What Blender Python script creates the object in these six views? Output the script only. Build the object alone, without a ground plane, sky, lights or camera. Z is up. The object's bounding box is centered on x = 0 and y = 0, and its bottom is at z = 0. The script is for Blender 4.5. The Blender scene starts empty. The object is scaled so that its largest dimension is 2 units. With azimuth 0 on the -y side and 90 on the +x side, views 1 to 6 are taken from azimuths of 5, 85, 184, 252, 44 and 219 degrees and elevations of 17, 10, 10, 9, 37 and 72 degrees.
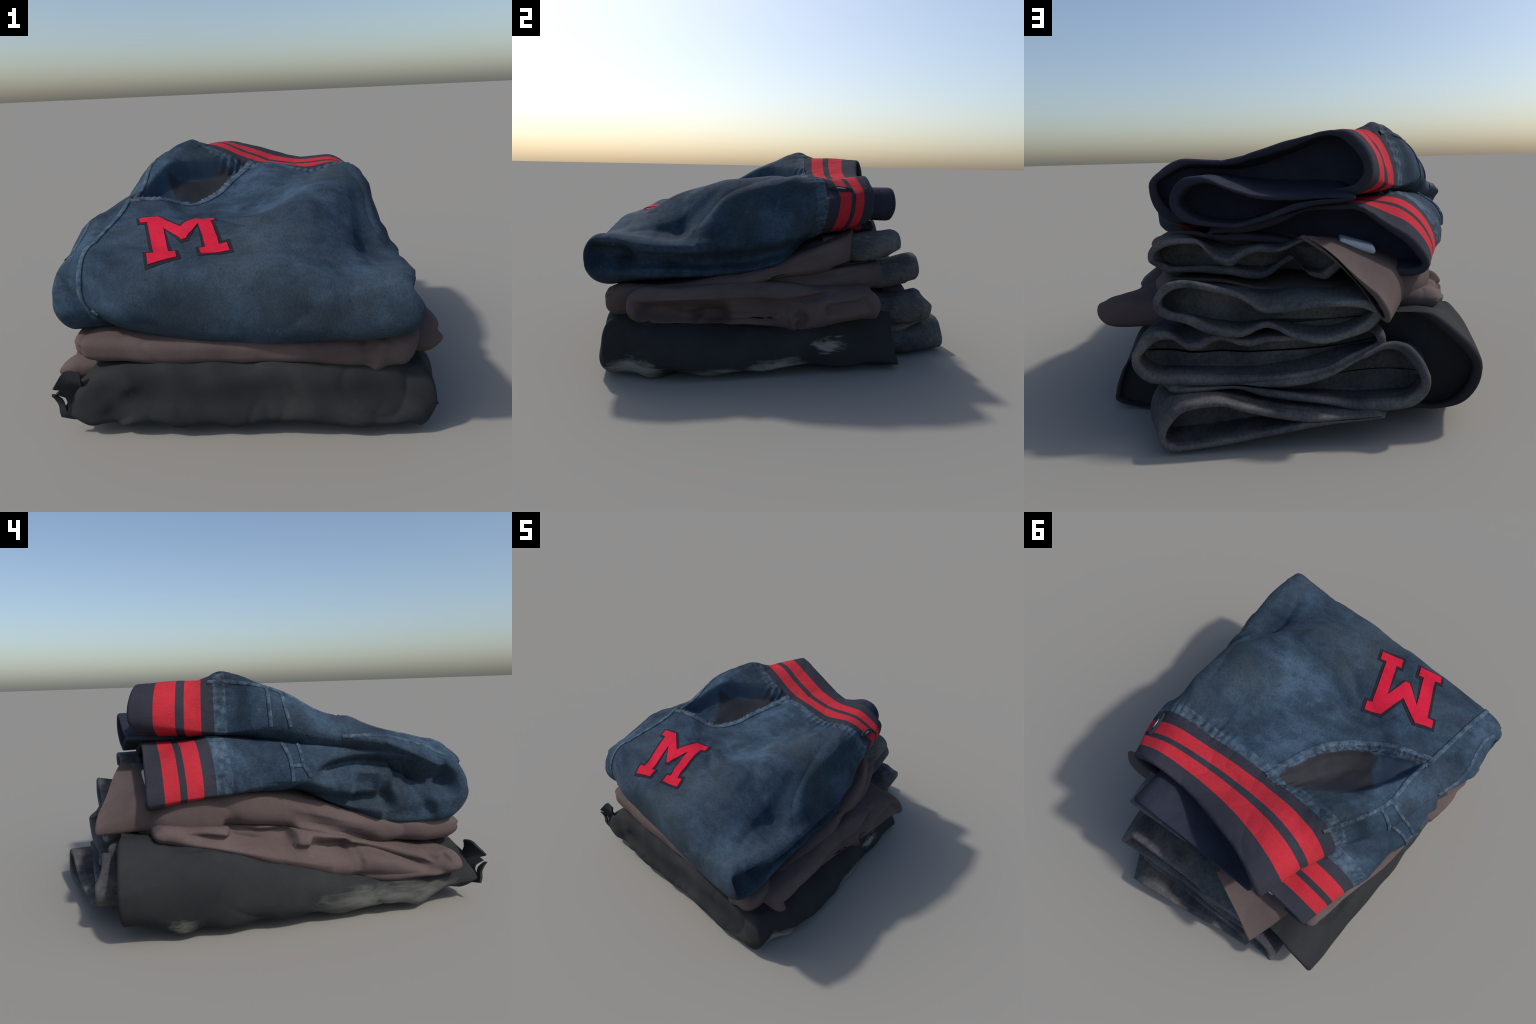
import bpy, bmesh, math, random
import numpy as np
from mathutils import Vector
from mathutils.bvhtree import BVHTree

random.seed(7)
rng = np.random.default_rng(7)

# ------------------------------------------------------------------ numeric helpers

def pchip(x, y, q):
    """Monotone cubic interpolation; y may be (n, k)."""
    x = np.asarray(x, float); y = np.asarray(y, float)
    one = y.ndim == 1
    if one:
        y = y[:, None]
    h = np.diff(x)[:, None]
    d = np.diff(y, axis=0) / h
    m = np.zeros_like(y)
    if len(x) > 2:
        w1 = 2 * h[1:] + h[:-1]; w2 = h[1:] + 2 * h[:-1]
        same = d[:-1] * d[1:] > 0
        with np.errstate(divide="ignore", invalid="ignore"):
            hm = (w1 + w2) / (w1 / d[:-1] + w2 / d[1:])
        m[1:-1] = np.where(same, hm, 0)
    m[0], m[-1] = d[0], d[-1]
    q = np.asarray(q, float)
    i = np.clip(np.searchsorted(x, q, side="right") - 1, 0, len(x) - 2)
    t = ((q - x[i]) / h[i, 0])[:, None]
    hh = h[i]
    r = ((2*t**3 - 3*t**2 + 1) * y[i] + (t**3 - 2*t**2 + t) * hh * m[i]
         + (-2*t**3 + 3*t**2) * y[i+1] + (t**3 - t**2) * hh * m[i+1])
    return r[:, 0] if one else r


def smooth(a):
    a = np.clip(a, 0, 1)
    return a * a * (3 - 2 * a)


def waves(P, freq, seed, n=9, stretch=(1, 1, 1)):
    """Soft irregular undulation in about -1..1, from a few random wave directions."""
    r = np.random.default_rng(seed)
    out = np.zeros(P.shape[:-1])
    Q = P * np.asarray(stretch)
    warp = np.stack([np.sin(Q @ r.normal(0, freq * .6, 3) + r.uniform(0, 6.3)) for _ in range(3)], -1) * (.5 / freq)
    Q = Q + warp
    for _ in range(n):
        k = r.normal(0, 1, 3); k *= freq * r.uniform(.6, 1.5) / np.linalg.norm(k)
        out += np.sin(Q @ k + r.uniform(0, 6.3))
    return out / math.sqrt(n) / 1.3


def spline(points, n):
    p = np.asarray(points, float)
    s = np.concatenate([[0], np.cumsum(np.linalg.norm(np.diff(p, axis=0), axis=1))])
    return pchip(s, p, np.linspace(0, s[-1], n))


def dist_to_line(P, line):
    """Distance of points (k,d) from a polyline (n,d), and the position along it 0..1."""
    best = np.full(len(P), 1e9); along = np.zeros(len(P))
    for i in range(len(line) - 1):
        a, b = line[i], line[i + 1]
        ab = b - a
        t = np.clip(((P - a) @ ab) / (ab @ ab + 1e-12), 0, 1)
        d = np.linalg.norm(P - (a + t[:, None] * ab), axis=1)
        near = d < best
        best[near] = d[near]; along[near] = (i + t[near]) / (len(line) - 1)
    return best, along


def inside(xy, poly):
    x, y = xy[:, 0], xy[:, 1]
    hit = np.zeros(len(xy), bool)
    n = len(poly)
    for i in range(n):
        x1, y1 = poly[i]; x2, y2 = poly[(i + 1) % n]
        c = (y1 > y) != (y2 > y)
        with np.errstate(divide="ignore", invalid="ignore"):
            hit ^= c & (x < (x2 - x1) * (y - y1) / (y2 - y1 + 1e-15) + x1)
    return hit

# ------------------------------------------------------------------ folded cloth layers

class Pad:
    """One folded layer of a garment, lying flat: a padded slab lofted along y from cross-sections.
    rows: (y at the -x edge, y at the +x edge, (x, z) of the -x edge, (x, z) of the +x edge,
           heights of the upper side from -x to +x, heights of the lower side,
           and optionally: bow of the row along y, roll radius of either edge, how far one side is set back).
    nose: how far the fold bulges in front of the first row; tail: the same behind the last row,
    or, with rim=(thickness, depth), the last row is an open hem that one can look into."""

    def __init__(self, rows, nose=0., tail=0., rim=None, roll=.1, step=.0095, M=150, marks=(), wave=None,
                 boxy=2., pull=.35, narrow=.035):
        k = 25
        roll_l, roll_r = roll if isinstance(roll, tuple) else (roll, roll)
        ff = np.linspace(0, 1, k)
        pos, table = [], []
        for yl, yr, (xl, zl), (xr, zr), tops, bots, *more in rows:
            more = more[0] if more else {}
            pos.append((yl + yr) / 2)
            t = pchip(np.linspace(0, 1, len(tops)), tops, ff)
            b = pchip(np.linspace(0, 1, len(bots)), bots, ff)
            table.append(np.concatenate([[yl, yr, xl, zl, xr, zr], t, b, [more.get("bow", 0.), more.get("roll_l", roll_l), more.get("roll_r", roll_r), more.get("top_back", 0.), more.get("low_back", 0.)]]))
        pos = np.array(pos); table = np.array(table)
        end = pos[-1]
        stops = [pos[0]] + sorted(end - m for m in marks) + [end]   # hem stripes need exact borders
        q, self.mark_rows = [], []
        for a, b in zip(stops[:-1], stops[1:]):
            n = max(3, int((b - a) / step))
            self.mark_rows.append(len(q))
            q += list(np.linspace(a, b, n, endpoint=False))
        q.append(end)
        q = np.array(q)
        self.f = f = np.concatenate([.5 * (.35 * np.linspace(0, 2, M) + .65 * (1 - np.cos(np.linspace(0, np.pi, M))))])
        self.M = M
        full = pchip(pos, table, q)
        rings = []

        def ring(row, shrink=0., fat=1., push=0., thin=0., sidepull=0.):
            yl, yr, xl, zl, xr, zr = row[:6]
            bow, roll_l, roll_r, top_back, low_back = row[-5:]
            xl, xr = xl + thin, xr - thin
            wide = xr - xl
            x = xl + wide * f
            tw = pchip(ff, row[6:6 + k], f)
            bw = pchip(ff, row[6 + k:6 + 2 * k], f)
            mid = (tw + bw) / 2
            tw, bw = tw - thin, bw + thin
            tight = tw < bw + .002
            tw = np.where(tight, mid + .001, tw); bw = np.where(tight, mid - .001, bw)
            d = np.clip(np.minimum(f * wide / roll_l, (1 - f) * wide / roll_r), 0, 1)
            R = np.sqrt(np.clip(1 - (1 - d) ** 2, 0, 1))
            side = np.where(f < .5, zl, zr)
            # the edge height must stay between both sides
            side = np.clip(side, np.minimum(bw, tw) + .002, np.maximum(bw, tw) - .002)
            zt = side + (tw - side) * R
            zb = side + (bw - side) * R
            m = (zt + zb) / 2
            zt = m + (zt - m) * fat; zb = m + (zb - m) * fat
            y = yl + (yr - yl) * f + bow * 4 * f * (1 - f) + push * (1 - sidepull * (1 - R))
            xc = (xl + xr) / 2
            x = xc + (x - xc) * (1 - shrink)
            top = np.stack([x, y - top_back * smooth(R * 1.3 - .3), zt], 1)
            bot = np.stack([x, y - low_back * smooth(R * 1.3 - .3), zb], 1)
            return np.concatenate([top, bot[-2:0:-1]])

        self.n_nose = 0
        if nose:
            for a in np.linspace(np.pi / 2, 0, 22, endpoint=False):
                c = math.cos(a) ** (2 / boxy) if a < 1.57 else 1e-5; sn = math.sin(a) ** (2 / boxy)
                rings.append(ring(full[0], shrink=narrow * (1 - c), fat=c, push=-nose * sn, sidepull=pull))
            self.n_nose = len(rings)
        self.mark_rows = [m + self.n_nose for m in self.mark_rows]
        rings += [ring(r) for r in full]
        self.rim_row = len(rings) - 1
        if tail:
            for a in np.linspace(0, np.pi / 2, 16)[1:]:
                rings.append(ring(full[-1], shrink=.035 * (1 - math.cos(a)), fat=max(math.cos(a), 1e-4), push=tail * math.sin(a), sidepull=pull))
        if rim:
            th, depth = rim
            for a in np.linspace(0, np.pi, 9)[1:]:
                rings.append(ring(full[-1], thin=th * (1 - math.cos(a)) / 2, push=th / 2 * math.sin(a)))
            self.lip_row = len(rings) - 1
            inner = np.linspace(end, end - depth, 16)[1:]
            rowsin = pchip(pos, table, np.maximum(inner, pos[0]))
            for i, r in enumerate(rowsin):
                rings.append(ring(r, thin=th))
            rings.append(ring(rowsin[-1], thin=th, fat=1e-4))
        self.P = np.array(rings)
        self.nose, self.tail, self.rim = nose, tail, rim
        if wave and rim:
            # uneven hem edge
            a = self.rim_row - 12
            g = smooth((np.arange(len(self.P)) - a) / 12.)
            self.P[:, :, 1] += g[:, None] * wave * waves(self.P * [1, 0, 1], 11, 5)

    def normals(self):
        P = self.P
        du = np.roll(P, -1, 1) - np.roll(P, 1, 1)
        dv = np.empty_like(P)
        dv[1:-1] = P[2:] - P[:-2]; dv[0] = P[1] - P[0]; dv[-1] = P[-1] - P[-2]
        n = np.cross(du, dv)
        n = n / (np.linalg.norm(n, axis=2, keepdims=True) + 1e-12)
        M = self.M; L = P.shape[1]
        mirror = np.array([0] + [L - j for j in range(1, L)])
        if self.nose:
            # both sides meet on the fold line
            n[0] = n[0] + n[0][mirror] + np.array([0, -1., 0])
        if self.tail:
            n[-1] = n[-1] + n[-1][mirror] + np.array([0, 1., 0])
        return n / (np.linalg.norm(n, axis=2, keepdims=True) + 1e-12)

    def move(self, amount, direction=None):
        """Shift the surface along its normals (or one direction)."""
        if direction is None:
            self.P = self.P + self.normals() * amount[..., None]
        else:
            self.P = self.P + np.asarray(direction, float) * amount[..., None]

    def crease(self, line, width, depth, direction=None, power=2, fade=.15, gate=None, across=None, only=None):
        """A valley (depth > 0) or a ridge (depth < 0) along a line of points."""
        line = spline(line, 24)
        L = self.P.shape[1]
        flat = self.P.reshape(-1, 3)
        if across is not None:                       # measure the distance as seen along one axis
            k = np.ones(3); k[across] = 0
            flat, line = flat * k, line * k
        d, s = dist_to_line(flat, line)
        w = np.exp(-(d / width) ** power)
        if fade:
            w = w * smooth(np.minimum(s, 1 - s) / fade + .15)
        w = w.reshape(-1, L)
        if only is not None:
            w = w * only(self.P)
        if gate is not None:
            n = self.normals()
            w = w * smooth((n @ np.asarray(gate, float) + .1) / .5)
        self.move(-depth * w if direction is None else depth * w, direction)

    def wrinkle(self, freq, size, seed, stretch=(1, 1, 1), sharp=.25):
        """Sharp little creases between soft swells."""
        a = np.abs(waves(self.P, freq, seed, stretch=stretch)); b = waves(self.P, freq * .45, seed + 1)
        self.move(-size * np.exp(-a / sharp) * smooth(b + .35))

    def ripple(self, freq, size, seed, stretch=(1, 1, 1)):
        self.move(size * waves(self.P, freq, seed, stretch=stretch))


def mesh_object(name, verts, faces, normals, mat, parent, smooth_shade=True):
    me = bpy.data.meshes.new(name)
    faces = np.asarray(faces)
    me.vertices.add(len(verts)); me.vertices.foreach_set("co", np.asarray(verts, np.float32).ravel())
    k = faces.shape[1]
    me.loops.add(faces.size); me.loops.foreach_set("vertex_index", faces.astype(np.int32).ravel())
    me.polygons.add(len(faces))
    me.polygons.foreach_set("loop_start", np.arange(0, faces.size, k, dtype=np.int32))
    me.polygons.foreach_set("use_smooth", np.full(len(faces), smooth_shade))
    me.update(calc_edges=True)
    if normals is not None:
        me.normals_split_custom_set_from_vertices([tuple(v) for v in normals])
    me.materials.append(mat)
    ob = bpy.data.objects.new(name, me)
    bpy.context.scene.collection.objects.link(ob)
    ob.parent = parent
    return ob


def emit(pad, name, mat, parent, r0=0, r1=None, mask=None):
    """Turn rows r0..r1 of a layer (or only its masked faces) into a mesh object."""
    P = pad.P; N = pad.normals()
    P[..., 2] = np.maximum(P[..., 2], .001)       # nothing sinks below the ground
    R, L = P.shape[:2]
    r1 = R - 1 if r1 is None else r1
    i, j = np.meshgrid(np.arange(r0, r1), np.arange(L), indexing="ij")
    a = i * L + j; b = i * L + (j + 1) % L; c = (i + 1) * L + (j + 1) % L; d = (i + 1) * L + j
    faces = np.stack([a, b, c, d], -1).reshape(-1, 4)
    if mask is not None:
        faces = faces[mask[r0:r1].reshape(-1)]
    used, inv = np.unique(faces, return_inverse=True)
    return mesh_object(name, P.reshape(-1, 3)[used], inv.reshape(-1, 4), N.reshape(-1, 3)[used], mat, parent)


def bvh_of(*pads):
    verts, polys = [], []
    for pad in pads:
        P = pad.P[:pad.rim_row + 1]; R, L = P.shape[:2]; o = len(verts)
        verts += [tuple(v) for v in P.reshape(-1, 3)]
        i, j = np.meshgrid(np.arange(R - 1), np.arange(L), indexing="ij")
        a = i * L + j; b = i * L + (j + 1) % L
        polys += (np.stack([a, b, b + L, a + L], -1).reshape(-1, 4) + o).tolist()
    return BVHTree.FromPolygons(verts, polys)

# ------------------------------------------------------------------ materials

class Mat:
    def __init__(self, name, rough=.9):
        self.m = bpy.data.materials.new(name); self.m.use_nodes = True
        self.t = self.m.node_tree
        self.b = self.t.nodes["Principled BSDF"]
        self.b.inputs["Roughness"].default_value = rough
        self.b.inputs["Specular IOR Level"].default_value = .12
        self.co = self.node("ShaderNodeTexCoord").outputs["Object"]

    def node(self, kind, **kw):
        n = self.t.nodes.new(kind)
        for k, v in kw.items():
            setattr(n, k, v)
        return n

    def link(self, a, b):
        self.t.links.new(a, b)

    def mapped(self, scale=(1, 1, 1), rot=(0, 0, 0), loc=(0, 0, 0)):
        n = self.node("ShaderNodeMapping")
        n.inputs["Scale"].default_value = scale; n.inputs["Rotation"].default_value = rot; n.inputs["Location"].default_value = loc
        self.link(self.co, n.inputs["Vector"])
        return n.outputs[0]

    def noise(self, scale, detail=4, rough=.55, vec=None, distort=0.):
        n = self.node("ShaderNodeTexNoise")
        n.inputs["Scale"].default_value = scale; n.inputs["Detail"].default_value = detail
        n.inputs["Roughness"].default_value = rough; n.inputs["Distortion"].default_value = distort
        self.link(vec or self.co, n.inputs["Vector"])
        return n.outputs["Fac"]

    def ramp(self, fac, stops, mode="LINEAR"):
        n = self.node("ShaderNodeValToRGB"); r = n.color_ramp; r.interpolation = mode
        while len(r.elements) < len(stops):
            r.elements.new(.5)
        for e, (p, c) in zip(r.elements, stops):
            e.position = p; e.color = (*c, 1) if len(c) == 3 else c
        self.link(fac, n.inputs["Fac"])
        return n.outputs["Color"]

    def grey(self, fac, a, b):
        return self.ramp(fac, [(a, (0, 0, 0)), (b, (1, 1, 1))])

    def mix(self, fac, a, b, kind="MIX"):
        n = self.node("ShaderNodeMix", data_type="RGBA", blend_type=kind)
        for s, v in ((n.inputs[0], fac), (n.inputs[6], a), (n.inputs[7], b)):
            if isinstance(v, (int, float)):
                s.default_value = v
            elif isinstance(v, tuple):
                s.default_value = (*v, 1)
            else:
                self.link(v, s)
        return n.outputs[2]

    def math(self, op, a, b=None):
        n = self.node("ShaderNodeMath", operation=op)
        for s, v in zip(n.inputs, (a, b)):
            if v is None:
                continue
            if isinstance(v, (int, float)):
                s.default_value = v
            else:
                self.link(v, s)
        return n.outputs[0]

    def blob(self, centre, size):
        """Soft spot, 1 in the middle and 0 outside an ellipsoid."""
        v = self.mapped(scale=tuple(1 / s for s in size), loc=tuple(-c / s for c, s in zip(centre, size)))
        n = self.node("ShaderNodeVectorMath", operation="LENGTH"); self.link(v, n.inputs[0])
        return self.math("SUBTRACT", 1., n.outputs["Value"])

    def bump(self, height, strength, dist):
        n = self.node("ShaderNodeBump")
        n.inputs["Strength"].default_value = strength; n.inputs["Distance"].default_value = dist
        self.link(height, n.inputs["Height"]); self.link(n.outputs[0], self.b.inputs["Normal"])

    def done(self, colour):
        if isinstance(colour, tuple):
            self.b.inputs["Base Color"].default_value = (*colour, 1)
        else:
            self.link(colour, self.b.inputs["Base Color"])
        return self.m


def denim(name, light=1., worn=0.):
    m = Mat(name)
    c = [tuple(v * light for v in t) for t in ((.014, .025, .040), (.029, .050, .078), (.054, .093, .142))]
    cloud = m.noise(3.6, 6, .66, distort=.25)
    streak = m.noise(1., 6, .65, vec=m.mapped(scale=(7, 26, 12), rot=(0, 0, .25)))
    fade = m.math("ADD", m.math("MULTIPLY", cloud, .80), m.math("MULTIPLY", streak, .20))
    col = m.ramp(fade, [(.36, c[0]), (.5, c[1]), (.65, c[2])])
    warm = m.grey(m.noise(2.1, 3, .5, vec=m.mapped(loc=(4, 2, 1))), .46, .68)
    col = m.mix(m.math("MULTIPLY", warm, .6), col, (.036 * light, .048 * light, .057 * light))
    twill = m.noise(1., 2, .6, vec=m.mapped(scale=(190, 60, 120), rot=(0, 0, .5)))
    col = m.mix(.5, col, m.ramp(twill, [(.3, (.55, .55, .56)), (.7, (1.4, 1.4, 1.38))]), "MULTIPLY")
    if worn:
        w = m.grey(m.noise(30, 4, .65), .42, .85)
        col = m.mix(m.math("MULTIPLY", w, worn), col, (.22, .29, .35))
    m.bump(twill, .35, .004)
    return m.done(col)


def rib(name, dark, lite, warm=(.5, .5), scale=(150, 12, 150), grain=.22):
    m = Mat(name, .95)
    cloud = m.noise(4.5, 4, .6)
    col = m.ramp(cloud, [(warm[0] - .15, dark), (warm[1] + .18, lite)])
    knit = m.noise(1., 2, .5, vec=m.mapped(scale=scale))
    col = m.mix(grain, col, m.ramp(knit, [(.3, (.6, .6, .6)), (.7, (1.35, 1.35, 1.35))]), "MULTIPLY")
    m.bump(knit, .35, .004)
    return m.done(col)


def plain_cloth(name, a, b, fine=90, contrast=.25, patches=(), pale=(.20, .20, .18)):
    m = Mat(name)
    col = m.ramp(m.noise(3., 5, .6, distort=.4), [(.3, a), (.7, b)])
    fib = m.noise(fine, 2, .6)
    col = m.mix(contrast, col, m.ramp(fib, [(.3, (.7, .7, .7)), (.7, (1.25, 1.25, 1.25))]), "MULTIPLY")
    for centre, size, ragged in patches:
        n = m.noise(1., 5, .65, vec=m.mapped(scale=(6, 6, 22)), distort=.8)
        f = m.math("ADD", m.blob(centre, size), m.math("SUBTRACT", m.math("MULTIPLY", n, ragged), ragged * .52))
        col = m.mix(m.grey(f, .2, .2 + .8 / ragged), col, pale)
    m.bump(fib, .2, .003)
    return m.done(col)


DENIM = denim("denim_cloth")
DENIM_SEAM = denim("denim_seam", 1.12, .5)
DENIM_GATHER = denim("denim_gathered", 1.05, .42)
NAVY = rib("navy_rib_knit", (.026, .028, .039), (.037, .038, .050), scale=(170, 60, 170))
NAVY_IN = rib("navy_rib_inside", (.020, .023, .036), (.032, .036, .055), scale=(170, 60, 170))
RED = rib("red_rib_knit", (.39, .022, .034), (.46, .028, .042), scale=(170, 60, 170))
FELT = plain_cloth("red_felt", (.47, .010, .032), (.60, .016, .048), 60, .3)
FELT_EDGE = plain_cloth("dark_felt", (.016, .014, .022), (.028, .024, .034), 60, .3)
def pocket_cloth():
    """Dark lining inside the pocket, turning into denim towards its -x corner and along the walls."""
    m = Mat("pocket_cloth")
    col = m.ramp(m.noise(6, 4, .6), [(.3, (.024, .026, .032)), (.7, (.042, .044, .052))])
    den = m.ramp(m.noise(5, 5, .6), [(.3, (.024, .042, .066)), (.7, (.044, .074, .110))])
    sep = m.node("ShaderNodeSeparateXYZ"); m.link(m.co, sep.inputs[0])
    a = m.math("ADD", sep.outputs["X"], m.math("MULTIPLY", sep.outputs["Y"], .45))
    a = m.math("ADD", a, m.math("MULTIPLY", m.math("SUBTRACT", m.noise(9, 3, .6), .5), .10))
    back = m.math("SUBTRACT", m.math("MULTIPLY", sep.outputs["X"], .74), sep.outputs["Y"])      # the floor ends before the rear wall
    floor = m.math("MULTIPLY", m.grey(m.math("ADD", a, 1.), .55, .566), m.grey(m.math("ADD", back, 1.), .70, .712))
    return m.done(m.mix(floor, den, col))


LINING = pocket_cloth()
THREAD = plain_cloth("pale_thread", (.20, .23, .26), (.33, .36, .38), 120, .3)
BROWN = plain_cloth("brown_cotton", (.080, .060, .057), (.120, .090, .086), 150, .22)
GREY_RIB = rib("charcoal_wool_rib", (.046, .049, .053), (.135, .133, .128), scale=(95, 40, 95), grain=.5)
BLACK_RIB = rib("black_wool_rib", (.036, .039, .044), (.115, .110, .104), scale=(95, 40, 95), grain=.5)
GREY_EDGE = rib("grey_wool_lightened_lit_rim", (.05, .055, .064), (.15, .147, .145), scale=(95, 40, 95), grain=.5)  # rib colours raised to paint in the light caught by the hem lips
BLACK_EDGE = rib("black_wool_lightened_lit_rim", (.05, .053, .06), (.14, .135, .13), scale=(95, 40, 95), grain=.5)
BLACK = plain_cloth("black_cotton", (.019, .021, .023), (.032, .034, .035), 120, .2,
                    patches=[((-.80, -.42, .03), (.20, .62, .20), .8), ((-.75, .52, .05), (.12, .13, .09), 1.3),
                             ((.84, -.36, .0), (.12, .26, .09), 1.6), ((.84, -.02, .03), (.14, .22, .09), 1.5), ((.84, -.74, .04), (.16, .22, .10), 1.6),
                             ((.76, .26, .15), (.12, .13, .06), 2.)])
WHITE = plain_cloth("white_label_cloth", (.42, .44, .47), (.55, .57, .6), 80, .1)
PALE = plain_cloth("pale_hem_cloth", (.20, .20, .18), (.34, .34, .31), 60, .2)
METAL = Mat("dull_steel", .35); METAL.b.inputs["Metallic"].default_value = 1.; METAL = METAL.done((.5, .5, .52))


def empty(name, label, category):
    e = bpy.data.objects.new(name, None)
    bpy.context.scene.collection.objects.link(e)
    e["label"] = label; e["category"] = category
    return e


JACKET = empty("denim_jacket", "folded blue denim jacket with red striped hem and red letter", "folded jacket")
BROWN_J = empty("brown_jacket", "folded brown cotton jacket with charcoal ribbed hem", "folded jacket")
BLACK_J = empty("black_jacket", "folded black cotton jacket with dark ribbed hem", "folded jacket")

# ------------------------------------------------------------------ the denim jacket: upper half

upper = Pad([
    (-.675, -.862, (-.775, .70), (.75, .58), (.765, .805, .795, .775, .772, .772, .765, .735, .71, .72, .74), (.69, .54, .43, .40, .385, .385, .385, .39, .40, .42, .43, .45, .46), {"bow": -.018}),
    (-.45, -.55, (-.785, .80), (.74, .58), (.83, .87, .87, .85, .838, .838, .865, .895, .825, .69, .70), (.77, .62, .46, .46, .47, .475, .475)),
    (-.35, -.42, (-.75, .83), (.725, .58), (.86, .905, .89, .852, .832, .838, .875, .935, .925, .785, .70), (.80, .66, .50, .47, .475, .475, .475)),
    (-.20, -.28, (-.68, .85), (.705, .58), (.885, .95, .925, .862, .862, .868, .888, .965, .985, .92, .71), (.78, .72, .60, .50, .48, .48, .48), {"roll_l": .15}),
    (.06, .0, (-.595, .915), (.695, .64), (1.065, 1.095, 1.025, .965, .955, .975, .98, .975, 1.015, .995, .78), (.84, .80, .70, .60, .55, .53, .53), {"roll_l": .13}),
    (.25, .20, (-.475, .88), (.66, .87), (1.115, 1.16, 1.085, 1.035, .985, 1.01, .99, .968, .995, 1.015, .91), (.86, .84, .78, .72, .68, .66, .69), {"bow": -.045, "roll_l": .12, "roll_r": .22}),
    (.40, .36, (-.405, .90), (.625, .91), (1.08, 1.115, 1.055, 1.0, .985, 1.0, .95), (.86, .85, .83, .78, .74, .70, .70), {"bow": -.07, "roll_l": .11, "roll_r": .2}),
    (.65, .495, (-.315, .96), (.585, .91), (1.08, 1.115, 1.08, 1.04, 1.012, 1.02, .985), (.86, .86, .86, .85, .80, .75, .73), {"bow": -.07, "roll_r": .16}),
], nose=.14, rim=(.030, .09), roll=.11, M=190, step=.008, marks=(.30, .242, .172, .140, .068), boxy=2.5, pull=.2, narrow=.01)

# armhole-like opening of the pocket on top: a stitched lip in front, a soft slope behind
LIP = spline([(-.02, .235), (-.06, .13), (-.129, -.045), (-.193, -.137), (-.285, -.211), (-.375, -.256), (-.47, -.282), (-.577, -.311)], 40)
BACK = spline([(-.57, -.29), (-.495, -.095), (-.405, .04), (-.23, .17), (-.08, .252)], 40)
EYE = np.concatenate([LIP, BACK])
flat = upper.P.reshape(-1, 3)
up = (upper.normals()[..., 2] > .25).reshape(-1)
hit = inside(flat[:, :2], EYE) & up & (flat[:, 2] > .8)
d1 = dist_to_line(flat[:, :2], LIP)[0]; d2 = dist_to_line(flat[:, :2], BACK)[0]
pit = np.where(hit, (.35 * smooth(d1 / .026) + .65 * smooth(d1 / .09)) * (.75 * smooth(d2 / .045) + .25 * smooth(d2 / .16)), 0).reshape(upper.P.shape[:2])
upper.move(.095 * pit, (0, .1, -1))
lip_bulge = np.where(~hit & up, np.exp(-(d1 / .05) ** 2), 0).reshape(upper.P.shape[:2])
upper.move(.012 * lip_bulge)

def lean(pad):
    P = pad.P
    w = smooth((-.62 - P[..., 1]) / .14) * smooth((-.10 - P[..., 0]) / .40)
    pad.move(w * (.045 * np.exp(-((P[..., 2] - .56) / .11) ** 2) - .02 * np.exp(-((P[..., 2] - .78) / .07) ** 2)), (0, -1, 0))


lean(upper)

# broad folds in the top panel
upper.crease([(-.10, -.42, .85), (.03, -.54, .86), (.19, -.57, .875)], .028, .016)
upper.crease([(-.12, -.36, .845), (.05, -.48, .87), (.25, -.50, .9)], .03, -.010)
upper.crease([(.27, .12, .96), (.20, .0, .94), (.16, -.12, .93)], .04, .014)
upper.crease([(.64, -.27, .76), (.53, -.55, .70), (.38, -.83, .68)], .04, .005)
upper.crease([(-.5, -.88, .6), (-.3, -.9, .66), (-.1, -.9, .7)], .05, -.008)
upper.crease([(-.30, -.62, .8), (-.05, -.68, .8), (.08, -.62, .83)], .03, -.009)
upper.wrinkle(9, .007, 91, sharp=.2); upper.wrinkle(17, .005, 95, sharp=.22); upper.wrinkle(30, .003, 99, sharp=.25); upper.ripple(8, .006, 3); upper.ripple(19, .003, 4)
# the open fold on the +x side: a lip above, a stitched inner layer, a lip below
east = lambda P: smooth((P[..., 0] - .42) / .12) * smooth((P[..., 1] + .985) / .04)
upper.crease([(.7, -.95, .61), (.7, -.90, .61), (.7, -.80, .60)], .055, .13, (-1, 0, 0), power=3, across=0, only=east, fade=0)
upper.crease([(.7, -.84, .60), (.7, -.7, .585), (.7, -.45, .575), (.7, -.15, .59), (.7, .05, .635), (.7, .18, .69)], .036, .085, (-1, 0, 0), power=3, across=0, only=east)
upper.crease([(.7, -.83, .605), (.7, -.65, .592), (.7, -.50, .582)], .015, -.035, (-1, 0, 0), across=0, only=east)
upper.crease([(.7, -.86, .575), (.7, -.65, .56), (.7, -.40, .545), (.7, -.1, .56)], .014, .028, (-1, 0, 0), across=0, only=east)
upper.crease([(.7, -.75, .525), (.7, -.5, .515), (.7, -.2, .535)], .016, .018, (-1, 0, 0), across=0, only=east)
upper.crease([(.7, -.66, .72), (.7, -.55, .70), (.7, -.42, .685)], .03, .012, across=0, only=east)
upper.crease([(.7, -.86, .69), (.7, -.6, .665), (.7, -.3, .665), (.7, .0, .70)], .028, -.022, (-1, 0, 0), across=0, only=east)
upper.crease([(.7, -.9, .53), (.7, -.6, .50), (.7, -.3, .505)], .025, -.012, (-1, 0, 0), across=0, only=east)
# the rolled front fold on the -x side


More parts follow.
